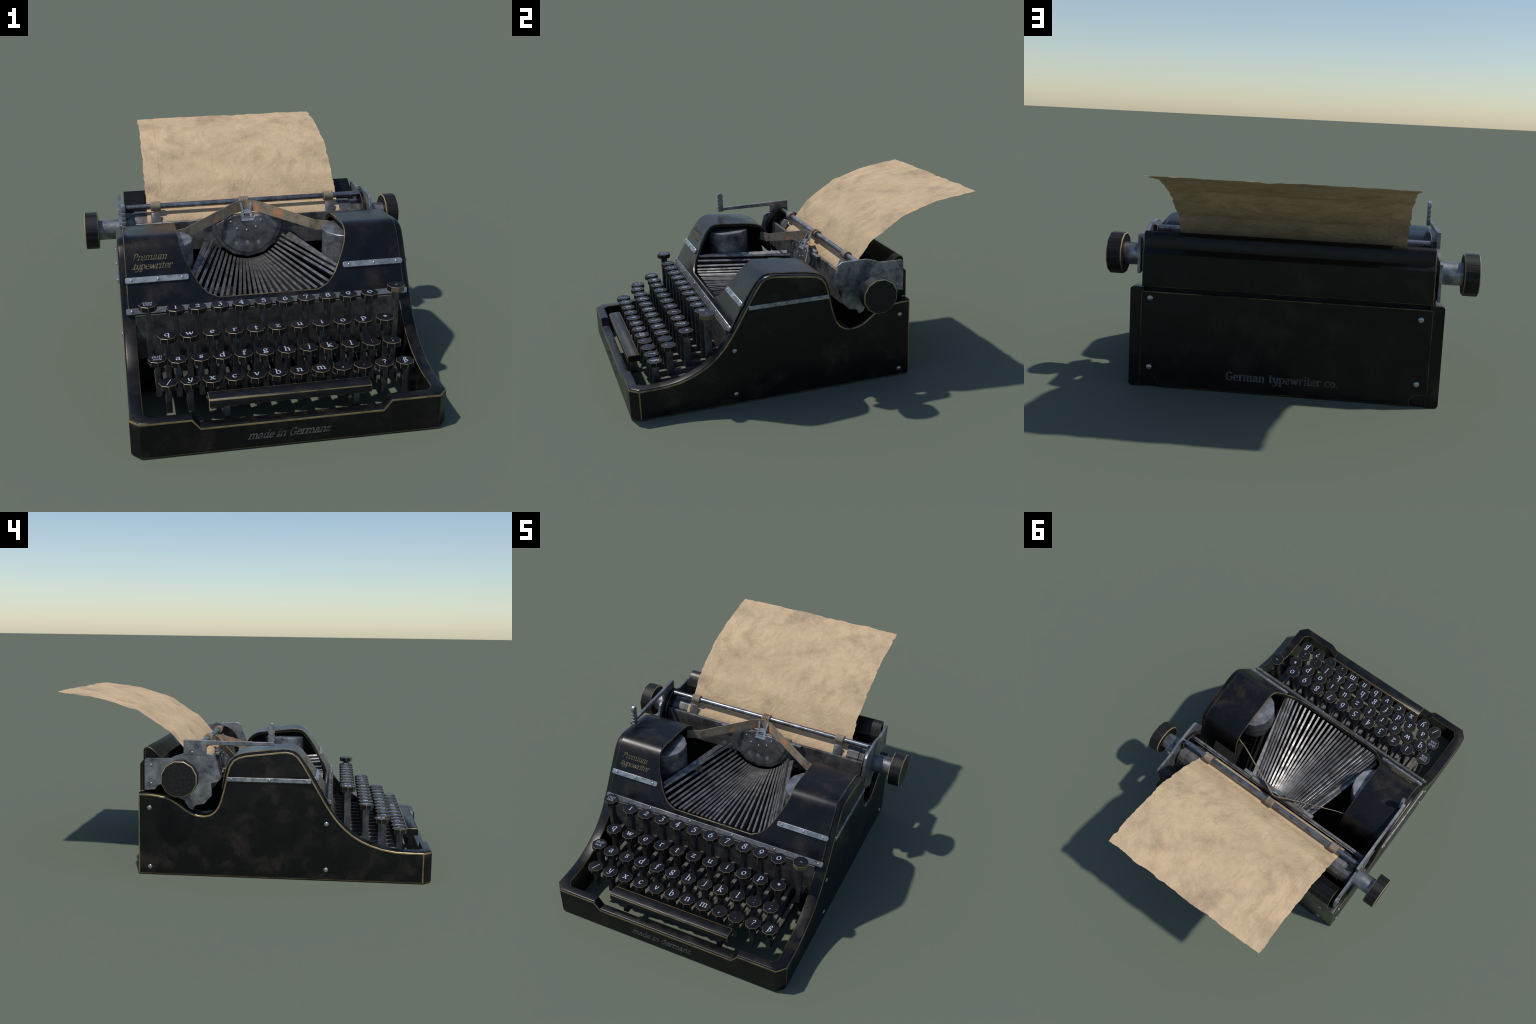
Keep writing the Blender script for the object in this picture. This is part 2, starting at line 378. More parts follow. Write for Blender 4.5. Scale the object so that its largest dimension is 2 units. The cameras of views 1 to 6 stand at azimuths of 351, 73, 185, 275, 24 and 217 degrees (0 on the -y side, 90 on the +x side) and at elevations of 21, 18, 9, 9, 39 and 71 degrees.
BOWL = lambda cx, rx=0.33: [arc(cx, 0.5, rx, 0.5, 90, 450, 20)]
GLYPH = {
    'a': (0.95, [arc(0.36, 0.62, 0.30, 0.37, 150, 20, 8) + [(0.64, 0.2), (0.72, 0.02), (0.88, 0.06)], arc(0.36, 0.27, 0.26, 0.27, 80, 340, 12)]),
    'b': (0.98, [[(0.14, 1.6), (0.14, 0.05)], arc(0.44, 0.5, 0.36, 0.5, 150, -150, 18), [(0.0, 1.55), (0.14, 1.59)]]),
    'c': (0.80, [arc(0.44, 0.5, 0.37, 0.5, 50, 315, 16)]),
    'd': (1.02, [[(0.74, 1.6), (0.74, 0.1), (0.94, 0.03)], arc(0.42, 0.5, 0.35, 0.5, 30, 330, 18), [(0.58, 1.55), (0.74, 1.59)]]),
    'e': (0.86, [[(0.10, 0.50), (0.72, 0.56)] + arc(0.42, 0.58, 0.31, 0.41, 0, 180, 10) + arc(0.44, 0.46, 0.36, 0.46, 170, 320, 10)]),
    'f': (0.66, [[(0.26, 0.02), (0.26, 1.2)] + arc(0.52, 1.22, 0.26, 0.36, 180, 50, 8), [(0.04, 0.92), (0.58, 0.95)], [(0.10, 0.02), (0.48, 0.02)]]),
    'g': (0.92, [arc(0.40, 0.62, 0.29, 0.38, 90, 450, 16), [(0.62, 0.88), (0.84, 1.0)], [(0.28, 0.26), (0.22, 0.1), (0.44, 0.03)] + arc(0.44, -0.24, 0.34, 0.27, 70, -250, 16)]),
    'h': (1.08, stem(0.18, 0, 1.6) + arch(0.18, 0.80)),
    'i': (0.50, stem(0.25, 0, 1.0) + [[(0.22, 1.40), (0.30, 1.46)]]),
    'j': (0.50, [[(0.30, 1.0), (0.30, -0.2), (0.18, -0.45), (-0.06, -0.52)], [(0.10, 0.93), (0.30, 0.99)], [(0.27, 1.40), (0.35, 1.46)]]),
    'k': (1.00, stem(0.18, 0, 1.6) + [[(0.70, 0.98), (0.20, 0.46)], [(0.36, 0.60), (0.84, 0.02)], [(0.52, 0.97), (0.86, 0.97)], [(0.70, 0.02), (0.98, 0.02)]]),
    'l': (0.50, stem(0.25, 0, 1.6)),
    'm': (1.62, stem(0.18, 0, 1.0) + arch(0.18, 0.76) + arch(0.76, 1.34)),
    'n': (1.08, stem(0.18, 0, 1.0) + arch(0.18, 0.80)),
    'o': (0.92, BOWL(0.46, 0.37)),
    'p': (1.02, [[(0.20, 1.0), (0.20, -0.52)], arc(0.50, 0.5, 0.37, 0.5, 150, -150, 18), [(0.03, 0.93), (0.20, 0.99)], [(0.04, -0.52), (0.40, -0.52)]]),
    'q': (1.02, [[(0.78, 1.0), (0.78, -0.52)], arc(0.44, 0.5, 0.35, 0.5, 30, 330, 18), [(0.62, -0.52), (0.96, -0.52)]]),
    'r': (0.74, stem(0.20, 0, 1.0) + [[(0.20, 0.62), (0.38, 0.92), (0.56, 0.98), (0.68, 0.88)]]),
    's': (0.74, [[(0.62, 0.84), (0.50, 0.97), (0.30, 0.97), (0.15, 0.82), (0.20, 0.62), (0.50, 0.42), (0.62, 0.24), (0.50, 0.05), (0.28, 0.02), (0.10, 0.16)]]),
    't': (0.66, [[(0.28, 1.32), (0.26, 0.24), (0.34, 0.04), (0.58, 0.10)], [(0.04, 0.95), (0.60, 0.97)]]),
    'u': (1.06, [[(0.18, 1.0), (0.18, 0.30)] + arc(0.46, 0.32, 0.28, 0.31, 180, 350, 8), [(0.78, 1.0), (0.78, 0.1), (0.96, 0.03)], [(0.02, 0.95), (0.18, 0.99)], [(0.62, 0.95), (0.78, 0.99)]]),
    'v': (0.94, [[(0.14, 1.0), (0.46, 0.02), (0.72, 0.70), (0.76, 1.0)], [(0.0, 0.95), (0.14, 0.99)]]),
    'w': (1.42, [[(0.14, 1.0), (0.42, 0.03), (0.70, 0.92)], [(0.70, 0.98), (0.96, 0.03), (1.20, 0.70), (1.24, 1.0)], [(0.0, 0.95), (0.14, 0.99)]]),
    'x': (0.98, [[(0.16, 0.98), (0.80, 0.02)], [(0.80, 0.98), (0.14, 0.02)], [(0.0, 0.97), (0.32, 0.97)], [(0.62, 0.97), (0.94, 0.97)], [(0.0, 0.02), (0.30, 0.02)], [(0.64, 0.02), (0.96, 0.02)]]),
    'y': (0.96, [[(0.16, 1.0), (0.22, 0.35), (0.44, 0.10), (0.72, 0.34)], [(0.78, 1.0), (0.72, 0.2), (0.54, -0.36), (0.28, -0.52), (0.06, -0.42)], [(0.0, 0.95), (0.16, 0.99)]]),
    'z': (0.86, [[(0.12, 0.95), (0.72, 0.95)], [(0.72, 0.95), (0.10, 0.05)], [(0.10, 0.05), (0.76, 0.05)], [(0.12, 0.96), (0.10, 0.78)], [(0.76, 0.05), (0.80, 0.24)]]),
    'P': (1.02, [[(0.22, 1.45), (0.18, 0.0)], [(0.0, 1.20), (0.2, 1.46)] + arc(0.42, 1.08, 0.42, 0.40, 95, -110, 14)]),
    'G': (1.25, [arc(0.58, 0.72, 0.50, 0.74, 48, 330, 20) + [(1.02, 0.62)], [(0.70, 0.60), (1.14, 0.62)]]),
    '1': (0.60, stem(0.30, 0, 1.12)),
    '2': (0.84, [[(0.12, 0.86)] + arc(0.38, 0.80, 0.28, 0.32, 140, -20, 8) + [(0.10, 0.06)], [(0.10, 0.06), (0.74, 0.06)], [(0.74, 0.06), (0.78, 0.22)]]),
    '3': (0.84, [[(0.14, 1.06), (0.66, 1.06), (0.34, 0.52)] + arc(0.36, 0.06, 0.34, 0.46, 80, -140, 14)]),
    '4': (0.92, [[(0.58, -0.40), (0.58, 1.12)], [(0.58, 1.12), (0.04, 0.14)], [(0.04, 0.14), (0.84, 0.14)], [(0.42, -0.40), (0.76, -0.40)]]),
    '5': (0.84, [[(0.70, 1.08), (0.26, 1.06), (0.20, 0.52)] + arc(0.36, 0.08, 0.36, 0.46, 100, -140, 14)]),
    '6': (0.90, [[(0.70, 1.56), (0.34, 1.26), (0.12, 0.66)] + arc(0.44, 0.46, 0.34, 0.46, 170, 520, 18)]),
    '7': (0.84, [[(0.08, 0.82), (0.10, 1.06), (0.76, 1.08)], [(0.76, 1.08), (0.28, -0.44)]]),
    '8': (0.90, [arc(0.44, 1.18, 0.27, 0.36, -90, 270, 16), arc(0.44, 0.42, 0.35, 0.41, 90, 450, 16)]),
    '9': (0.90, [[(0.18, -0.42), (0.54, -0.12), (0.78, 0.48)] + arc(0.44, 0.60, 0.34, 0.46, -10, 340, 18)]),
    '0': (0.96, BOWL(0.48, 0.40)),
    '-': (0.70, [[(0.12, 0.48), (0.58, 0.52)]]),
    '/': (0.80, [[(0.06, -0.3), (0.76, 1.4)]]),
    '*': (0.70, [[(0.35, 0.40), (0.35, 1.0)], [(0.09, 0.55), (0.61, 0.85)], [(0.09, 0.85), (0.61, 0.55)]]),
    ':': (0.40, [[(0.15, 0.05), (0.25, 0.13)], [(0.15, 0.85), (0.25, 0.93)]]),
    ';': (0.40, [[(0.22, 0.14), (0.20, -0.02), (0.08, -0.22)], [(0.15, 0.85), (0.25, 0.93)]]),
    ',': (0.40, [[(0.22, 0.14), (0.20, -0.02), (0.08, -0.22)]]),
    '.': (0.40, [[(0.15, 0.05), (0.25, 0.13)]]),
    '?': (0.70, [[(0.10, 1.22)] + arc(0.34, 1.12, 0.26, 0.34, 150, -40, 8) + [(0.30, 0.60), (0.30, 0.40)], [(0.26, 0.02), (0.35, 0.10)]]),
    'ß': (1.00, [[(0.10, -0.42), (0.24, 0.0), (0.26, 1.1)] + arc(0.50, 1.18, 0.24, 0.38, 180, 10, 8) + [(0.52, 0.82), (0.80, 0.50), (0.74, 0.10), (0.42, 0.02)]]),
    ' ': (0.55, []),
}

def smooth_stroke(p, sub=3):
    if len(p) < 3:
        return p
    out = []
    for i in range(len(p) - 1):
        p0, p1, p2, p3 = p[max(i - 1, 0)], p[i], p[i + 1], p[min(i + 2, len(p) - 1)]
        for k in range(sub):
            t = k / sub
            out.append(tuple(0.5 * (2 * p1[j] + (p2[j] - p0[j]) * t + (2 * p0[j] - 5 * p1[j] + 4 * p2[j] - p3[j]) * t * t
                                    + (3 * p1[j] - p0[j] - 3 * p2[j] + p3[j]) * t ** 3) for j in (0, 1)))
    out.append(p[-1])
    return out

def lettering(text, size, nib=0.24, hair=0.07, nib_angle=32, slant=0.0, tracking=0.0, lift=0.0012, join=False):
    """Return a bmesh of the text centred on x, baseline at 0, drawn in the xy plane and rising along +z."""
    bm = bmesh.new()
    width = sum(GLYPH[c][0] + tracking for c in text)
    x0 = -width / 2
    k = 0
    prev_end = None
    for c in text:
        adv, strokes = GLYPH[c]
        todo = [[(x0 + q[0], q[1]) for q in smooth_stroke(s)] for s in strokes]
        if join and c != ' ' and c.islower():
            todo.append([(x0 - 0.06, 0.05), (x0 + 0.12, 0.32)])
        for s in todo:
            k += 1
            n = len(s)
            L, R = [], []
            for i, p in enumerate(s):
                a, b = s[max(i - 1, 0)], s[min(i + 1, n - 1)]
                d = (b[0] - a[0], b[1] - a[1])
                l = hypot(*d) or 1e-6
                t = (d[0] / l, d[1] / l)
                ang = math.atan2(t[1], t[0]) - radians(nib_angle)
                hw = 0.5 * sqrt((nib * sin(ang)) ** 2 + hair ** 2)
                ext = hair * 0.6 * (-1 if i == 0 else 1 if i == n - 1 else 0)
                px, py = p[0] + t[0] * ext, p[1] + t[1] * ext
                z = lift + 0.00012 * (k % 5) + 0.0001 * i / n
                for side, arr in ((1, L), (-1, R)):
                    qx, qy = px - side * t[1] * hw, py + side * t[0] * hw
                    arr.append(((qx + slant * qy) * size, qy * size, z))
            def put(a): return [bm.verts.new(q) for q in a]
            tl, tr = put(L), put(R)
            bl, br = put([(q[0], q[1], -0.001) for q in L]), put([(q[0], q[1], -0.001) for q in R])
            for i in range(n - 1):
                bm.faces.new((tl[i], tr[i], tr[i + 1], tl[i + 1]))
                bm.faces.new((bl[i], tl[i], tl[i + 1], bl[i + 1]))
                bm.faces.new((tr[i], br[i], br[i + 1], tr[i + 1]))
            bm.faces.new((tl[0], bl[0], br[0], tr[0]))
            bm.faces.new((tr[-1], br[-1], bl[-1], tl[-1]))
        x0 += adv + tracking
    return bm

def frame_matrix(origin, xdir, up):
    x = Vector(xdir).normalized(); n = x.cross(Vector(up)).normalized(); u = n.cross(x)
    return Matrix(((x.x, u.x, n.x, origin[0]), (x.y, u.y, n.y, origin[1]), (x.z, u.z, n.z, origin[2]), (0, 0, 0, 1)))

def place_text(name, text, size, origin, xdir, up, mat, parent=ROOT, **kw):
    bm = lettering(text, size, **kw)
    bm.transform(frame_matrix(origin, xdir, up))
    return finish(bm, name, [mat], parent)

# ------------------------------------------------------------------ base housing (side walls + front wall)
HALF = 0.658          # outer half width
WALL = 0.058          # rim width at the sides
FRONT_WALL = 0.045
BACK = 0.516
# side profile, from the back to the front: (y, z) of the outer top edge
SIDE = [(BACK, 0.421), (0.5105, 0.421), (0.471, 0.421), (0.42, 0.416), (0.375, 0.406), (0.345, 0.396), (0.306, 0.372), (0.267, 0.342),
        (0.235, 0.324), (0.201, 0.316), (0.171, 0.315), (0.141, 0.322), (0.115, 0.341), (0.097, 0.367), (0.083, 0.406),
        (0.069, 0.461), (0.054, 0.535), (0.042, 0.578), (0.022, 0.609), (-0.005, 0.625), (-0.04, 0.634), (-0.093, 0.641),
        (-0.151, 0.648), (-0.204, 0.655), (-0.244, 0.658), (-0.277, 0.652), (-0.302, 0.636), (-0.330, 0.598), (-0.357, 0.553),
        (-0.387, 0.503), (-0.418, 0.450), (-0.449, 0.398), (-0.481, 0.350), (-0.511, 0.311), (-0.547, 0.274), (-0.589, 0.239),
        (-0.636, 0.211), (-0.683, 0.190), (-0.742, 0.171), (-0.812, 0.159), (-0.87, 0.157), (-0.915, 0.157)]
FRONT = -0.999
RIM_Z = 0.157

def rim_stations():
    """Outer top edge around the housing: position, along-wall direction and inset vector to the inner edge."""
    st = []
    for y, z in SIDE:
        st.append(((-HALF, y, z), (WALL, 0)))
    st.append(((-HALF, -0.950, RIM_Z), (WALL, 0.026)))
    st.append(((-HALF, -0.957, RIM_Z), (WALL, 0.032)))
    st.append(((-HALF + 0.008, -0.966, RIM_Z), (WALL - 0.005, 0.034)))
    st.append(((-HALF + 0.032, -0.992, RIM_Z), (0.046, 0.041)))
    st.append(((-HALF + 0.040, FRONT, RIM_Z), (0.044, FRONT_WALL - 0.002)))
    for x, z in ((-0.56, RIM_Z), (-0.50, RIM_Z), (-0.412, RIM_Z), (-0.378, 0.114), (-0.2, 0.114), (0, 0.114)):
        st.append(((x, FRONT, z), (0, FRONT_WALL)))
    mirror = [((-p[0], p[1], p[2]), (-i[0], i[1])) for p, i in st[:-1]][::-1]
    return st + mirror

def build_housing():
    st = rim_stations()
    n = len(st)
    dist = [0.0]
    for (a, _), (b, _) in zip(st, st[1:]):
        dist.append(dist[-1] + hypot(b[0] - a[0], b[1] - a[1]))
    bm = bmesh.new()
    cols = []
    for i, (p, ins) in enumerate(st):
        # in-wall normal of the top edge (along-wall component, z component)
        j0, j1 = max(i - 1, 0), min(i + 1, n - 1)
        if i == 0: j0, j1 = 0, 2
        if i == n - 1: j0, j1 = n - 3, n - 1
        ds, dz = dist[j1] - dist[j0], st[j1][0][2] - st[j0][0][2]
        l = hypot(ds, dz)
        ns, nz = -dz / l, ds / l
        # along-wall horizontal direction
        dx, dy = st[j1][0][0] - st[j0][0][0], st[j1][0][1] - st[j0][0][1]
        h = hypot(dx, dy)
        ax, ay = dx / h, dy / h
        if nz > 0.97: ns, nz = 0.0, 1.0
        def P(depth, inset, z=None):
            q = (p[0] - ax * ns * depth + ins[0] * inset / WALL, p[1] - ay * ns * depth + ins[1] * inset / WALL, p[2] - nz * depth)
            return q if z is None else (p[0] + ins[0] * inset / WALL, p[1] + ins[1] * inset / WALL, z)
        cols.append([bm.verts.new(c) for c in (
            P(0, 0.006, 0.0), P(0, 0.0, 0.007), P(0.004, 0.0), P(-0.001, 0.0005), P(-0.004, 0.0025), P(-0.008, 0.0075),
            P(-0.0095, 0.012), P(-0.0095, WALL - 0.003), P(-0.0065, WALL), P(0, WALL, 0.0))])
    for i in range(n - 1):
        a, b = cols[i], cols[i + 1]
        vertical_edge = i in (0, n - 2) or {round(st[i][0][1], 3), round(st[i + 1][0][1], 3)} == {-0.95, -0.957}
        for k in range(9):
            f = bm.faces.new((a[k], b[k], b[k + 1], a[k + 1]))
            f.material_index = 1 if k in (2, 3) or k == 0 else (2 if k == 7 else 0)
            if k == 1 and vertical_edge: f.material_index = 1
        f = bm.faces.new((a[9], b[9], b[0], a[0]))
    caps = [bm.faces.new(cols[0][::-1]), bm.faces.new(cols[-1])]
    border = bmesh.ops.inset_individual(bm, faces=caps, thickness=0.0045, depth=0)
    for f in border['faces']: f.material_index = 1
    for f in caps: f.material_index = 0
    bmesh.ops.recalc_face_normals(bm, faces=bm.faces)
    return finish(bm, "housing", [M_PAINT, M_BRASS, M_BRASS_FINE], ang=32)

HOUSING = build_housing()
for s in (-1, 1):
    for y, z in ((0.459, 0.353), (0.457, 0.040), (-0.457, 0.296), (-0.460, 0.056)):
        place_dome(BOLT_BIG, (s * HALF, y, z), (s, 0, 0), HOUSING, "bolt")
    lo, hi = sorted((s * (HALF - 0.002), s * (HALF + 0.007)))
    strip = box("trim_strip", (lo, -0.374, 0.503), (hi, 0.056, 0.5255), [M_STRIP], 0.002)
    for y in (0.035, -0.163, -0.353):
        place_dome(BOLT_SMALL, (s * (HALF + 0.007), y, 0.5145), (s, 0, 0), strip, "rivet")

# back panel with notched feet corners
def back_panel():
    w, t = 0.6115, 0.413
    half = [(0, 0.001), (0.540, 0.001), (0.543, 0.030), (0.552, 0.041), (0.566, 0.046), (w, 0.047), (w, t)]
    o = half + [(-x, z) for x, z in half[::-1] if x > 0]
    bm = bmesh.new()
    prism_into(bm, o, 1, 0.502, 0.5192)
    bmesh.ops.recalc_face_normals(bm, faces=bm.faces)
    bevel(bm, 0.0035, 30, 1)
    return finish(bm, "back_panel", [M_BACK, M_BRASS_FINE])
BACKP = back_panel()
for x, z in ((0.572, 0.385), (0.570, 0.085), (-0.563, 0.370), (-0.563, 0.095)):
    place_dome(BOLT_BIG, (x, 0.5192, z), (0, 1, 0), BACKP, "bolt")
for s in (-1, 1):
    lo, hi = sorted((s * 0.545, s * 0.606))
    box("corner_foot", (lo, 0.47, 0.001), (hi, 0.509, 0.06), [M_PAINT], 0.002)
place_text("maker_lettering", "German typewriter co.", 0.0235, (-0.003, 0.5192, 0.0545), (-1, 0, 0), (0, 0, 1), M_SCRIPT_DIM, BACKP,
           nib=0.30, hair=0.12, nib_angle=10, tracking=0.10)
place_text("origin_lettering", "made in Germanz", 0.0225, (-0.018, FRONT, 0.044), (1, 0, 0), (0, 0, 1), M_SCRIPT, HOUSING,
           nib=0.20, hair=0.085, slant=0.38, tracking=0.04, join=True)

# ------------------------------------------------------------------ top cover with the U-shaped opening
COVER_X = 0.628
COVER_PROFILE = [(-0.478, 0.386), (-0.459, 0.421), (-0.449, 0.437), (-0.438, 0.456), (-0.425, 0.478), (-0.411, 0.502), (-0.386, 0.543),
                 (-0.363, 0.580), (-0.340, 0.614), (-0.319, 0.641), (-0.303, 0.656), (-0.283, 0.668), (-0.258, 0.674), (-0.225, 0.673), (-0.170, 0.667),
                 (-0.100, 0.660), (-0.040, 0.652), (-0.006, 0.644), (0.024, 0.629), (0.048, 0.607), (0.064, 0.575), (0.076, 0.524), (0.088, 0.457)]

def opening_half_width(z, y):
    """Half width of the opening at a profile station; None where the cover runs right across."""
    table = [(0.437, 0.225), (0.445, 0.252), (0.456, 0.270), (0.478, 0.294), (0.502, 0.313), (0.543, 0.336), (0.580, 0.355), (0.614, 0.370), (0.645, 0.379), (0.66, 0.381)]
    if y > -0.30: return 0.381
    if z < table[0][0] - 1e-6: return None
    for (z0, w0), (z1, w1) in zip(table, table[1:]):
        if z <= z1:
            return w0 + (w1 - w0) * (z - z0) / (z1 - z0)
    return 0.381

def build_cover():
    bm = bmesh.new()
    prof = COVER_PROFILE
    K = 6
    rows = []
    for y, z in prof:
        w = opening_half_width(z, y)
        inner = 0.225 if w is None else w
        xs = [COVER_X + (inner - COVER_X) * k / K for k in range(K + 1)]
        left = [bm.verts.new((-x, y, z)) for x in xs]
        right = [bm.verts.new((x, y, z)) for x in xs]
        rows.append((left, right, w))
    for (l0, r0, w0), (l1, r1, w1) in zip(rows, rows[1:]):
        for k in range(K):
            bm.faces.new((l0[k], l0[k + 1], l1[k + 1], l1[k]))
            bm.faces.new((r0[k + 1], r0[k], r1[k], r1[k + 1]))
        if w0 is None:
            bm.faces.new((l0[K], r0[K], r1[K], l1[K]))
    bm.normal_update()
    # thickness: offset along the profile normal
    geo = bm.faces[:]
    up = sum((f.normal.z for f in geo))
    if up < 0:
        bmesh.ops.reverse_faces(bm, faces=geo)
    bm.normal_update()
    bmesh.ops.solidify(bm, geom=geo, thickness=0.019)
    bmesh.ops.recalc_face_normals(bm, faces=bm.faces)
    bevel(bm, 0.0038, 55, 1)
    return finish(bm, "top_cover", [M_COVER, M_BRASS_FINE], ang=30)

COVER = build_cover()
SLOPE_UP = Vector((0, 0.059, 0.091)).normalized()        # along the front slope of the cover
SLOPE_N = Vector((0, -0.091, 0.059)).normalized()

def cover_point(x, z, out=0.0):
    for (y0, z0), (y1, z1) in zip(COVER_PROFILE, COVER_PROFILE[1:]):
        if z0 <= z <= z1:
            y = y0 + (y1 - y0) * (z - z0) / (z1 - z0)
            return Vector((x, y, z)) + SLOPE_N * out

def plaque(name, x0, x1, z, height, thick, mat, ch=0.006):
    """A flat strip lying on the cover's front slope, corners clipped."""
    c = cover_point((x0 + x1) / 2, z)
    bm = bmesh.new()
    w, h = (x1 - x0) / 2, height / 2
    o = [(-w + ch, -h), (w - ch, -h), (w, -h + ch), (w, h - ch), (w - ch, h), (-w + ch, h), (-w, h - ch), (-w, -h + ch)]
    prism_into(bm, o, 2, -0.004, thick)
    bmesh.ops.recalc_face_normals(bm, faces=bm.faces)
    bevel(bm, 0.0018, 60)
    M = frame_matrix(c, (1, 0, 0), SLOPE_UP)
    bm.transform(M)
    return finish(bm, name, [mat])

for s in (-1, 1):
    x0, x1 = sorted((s * 0.632, s * 0.352))
    p = plaque("trim_plate", x0, x1, 0.522, 0.027, 0.009, M_STRIP)
    for f in (0.10, 0.52, 0.90):
        place_dome(BOLT_SMALL, cover_point(x0 + (x1 - x0) * f, 0.522, 0.009), SLOPE_N, p, "rivet")
rail = plaque("trim_rail", -0.637, 0.637, 0.404, 0.027, 0.009, M_STEEL, 0.004)
for x in (-0.612, -0.36, -0.12, 0.13, 0.37, 0.612):
    place_dome(BOLT_SMALL, cover_point(x, 0.404, 0.009), SLOPE_N, rail, "rivet")

for word, x, z, size in (("Premium", -0.517, 0.597, 0.0200), ("typewriter", -0.509, 0.563, 0.0200)):
    o = cover_point(x, z, 0.0002)
    place_text("badge_lettering", word, size, o, (1, 0, 0), SLOPE_UP, M_SCRIPT_GOLD, COVER, nib=0.22, hair=0.085, slant=0.34, tracking=0.02, join=True)

# grey apron behind the keys and dark inner pan
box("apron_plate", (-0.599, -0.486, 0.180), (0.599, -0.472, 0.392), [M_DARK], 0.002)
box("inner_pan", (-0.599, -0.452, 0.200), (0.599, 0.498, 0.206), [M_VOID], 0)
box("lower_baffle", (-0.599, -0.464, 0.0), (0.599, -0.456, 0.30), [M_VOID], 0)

# trough that carries the dip of the side walls inwards under the carriage
def build_trough():
    bm = bmesh.new()
    dip = [(y, z) for y, z in SIDE if 0.05 < y < 0.43]
    for s in (-1, 1):
        lo, hi = sorted((s * 0.545, s * (HALF - WALL + 0.004)))
        top = [(y, z + 0.007) for y, z in dip]
        low = [(y, z - 0.006) for y, z in dip][::-1]
        prism_into(bm, top + low, 0, lo, hi)
    bmesh.ops.recalc_face_normals(bm, faces=bm.faces)
    return finish(bm, "carriage_trough", [M_BACK])
build_trough()

# ------------------------------------------------------------------ keyboard
CAP_R, CAP_H = 0.0405, 0.0245
def cap_mesh(rim):
    bm = bmesh.new()
    o = [(CAP_R * cos(-pi / 2 + pi / 4 * i), CAP_R * sin(-pi / 2 + pi / 4 * i)) for i in range(8)]
    prism_into(bm, o, 2, -CAP_H, 0)
    bmesh.ops.recalc_face_normals(bm, faces=bm.faces)
    if rim:
        for f in bm.faces:
            if abs(f.normal.z) < 0.5 and f.normal.x - f.normal.y > 0.3: f.material_index = 1
    bevel(bm, 0.0016, 30, 1)
    me = bpy.data.meshes.new("key")
    bm.normal_update(); smooth_by_angle(bm, 10); bm.to_mesh(me); bm.free()
    for m in (M_KEY, M_BRASS_KEY): me.materials.append(m)
    return me
CAP, CAP_BRASS = cap_mesh(False), cap_mesh(True)

def unit_box_mesh(name, lo, hi, mat, bev):
    bm = bmesh.new(); box_into(bm, lo, hi)
    bmesh.ops.recalc_face_normals(bm, faces=bm.faces)
    bevel(bm, bev, 40); bm.normal_update(); smooth_by_angle(bm, 20)
    me = bpy.data.meshes.new(name); bm.to_mesh(me); bm.free(); me.materials.append(mat)
    return me

# row: legends, x of the first and last regular key, y, top z, foot z; special end keys listed apart
ROWS = [
    (list("1234567890"), -0.428, 0.432, -0.563, 0.453, 0.198, [("caps lock", -0.545, -0.563, 0.479), ("-", 0.552, -0.565, 0.479)]),
    (list("qwertzuiop*"), -0.474, 0.474, -0.662, 0.3735, 0.165, []),
    (list("asdfghjkl:;"), -0.438, 0.480, -0.758, 0.310, 0.138, [("shift lock", -0.524, -0.742, 0.311)]),
    (list("/yxcvbnm,.?ß"), -0.489, 0.512, -0.841, 0.251, 0.115, []),
]
LEVER_W = 0.0108
for legends, xa, xb, y, zt, zf, extra in ROWS:
    stem_me = unit_box_mesh("key_stem", (-0.0118, -0.017, zf - zt), (0.0118, 0.017, -CAP_H + 0.002), M_STEM, 0.0015)
    lever_me = unit_box_mesh("key_lever", (-LEVER_W, -0.014, zf - zt), (LEVER_W, -0.460 - y, zf - zt + 0.032), M_LEVER, 0.001)
    n = len(legends)
    keys = [(g, xa + (xb - xa) * i / (n - 1) + random.uniform(-0.002, 0.002), y, zt) for i, g in enumerate(legends)] + extra
    for g, x, ky, kz in keys:
        k = add_object("key", CAP_BRASS if g == "-" else CAP)
        k.location = (x, ky, kz)
        st = add_object("key_stem", stem_me, k)
        if kz != zt:
            st.scale.z = (kz - zf) / (zt - zf)
        lv = add_object("key_lever", lever_me, k)
        lv.location = (0, 0, zt - kz)
        words = g.split(" ") if len(g) > 1 else [g]
        for wi, w in enumerate(words):
            if len(words) > 1:
                bm = lettering(w, 0.0108, nib=0.12, hair=0.075, tracking=0.12, lift=0.0006)
                bm.transform(Matrix.Translation((0, 0.006 - 0.021 * wi, 0)))
            else:
                tall = g in "dfhklbt68/?ß"; low = g in "gpqyj34579"
                bm = lettering(w, 0.0240, nib=0.20, hair=0.062, slant=0.06, lift=0.0006)
                dy = -0.0118 - (0.004 if tall else 0) + (0.004 if low else 0)
                bm.transform(Matrix.Translation((0.001, dy, 0)))
            finish(bm, "key_legend", [M_LEGEND], k)

# space bar
sb = prism("space_bar", [(-0.955, 0.180), (-0.955, 0.213), (-0.945, 0.219), (-0.893, 0.219), (-0.886, 0.212), (-0.886, 0.180)], 0, -0.337, 0.337,
           [M_KEY, M_BRASS], 0.003, 1, 40)
bm = bmesh.new()
for x in (-0.262, 0.278):
    box_into(bm, (x - 0.012, -0.935, 0.10), (x + 0.012, -0.905, 0.184))
bmesh.ops.recalc_face_normals(bm, faces=bm.faces)
finish(bm, "space_bar_stem", [M_STEM], sb)
box("space_bar_lever", (-0.275, -0.93, 0.095), (-0.249, -0.50, 0.112), [M_STEM], 0.001, parent=sb)
box("space_bar_lever", (0.266, -0.93, 0.095), (0.290, -0.50, 0.112), [M_STEM], 0.001, parent=sb)

# ------------------------------------------------------------------ type basket
def seg_y(z):                              # the segment plate leans back a little
    return 0.127 + 0.16 * (z - 0.462)

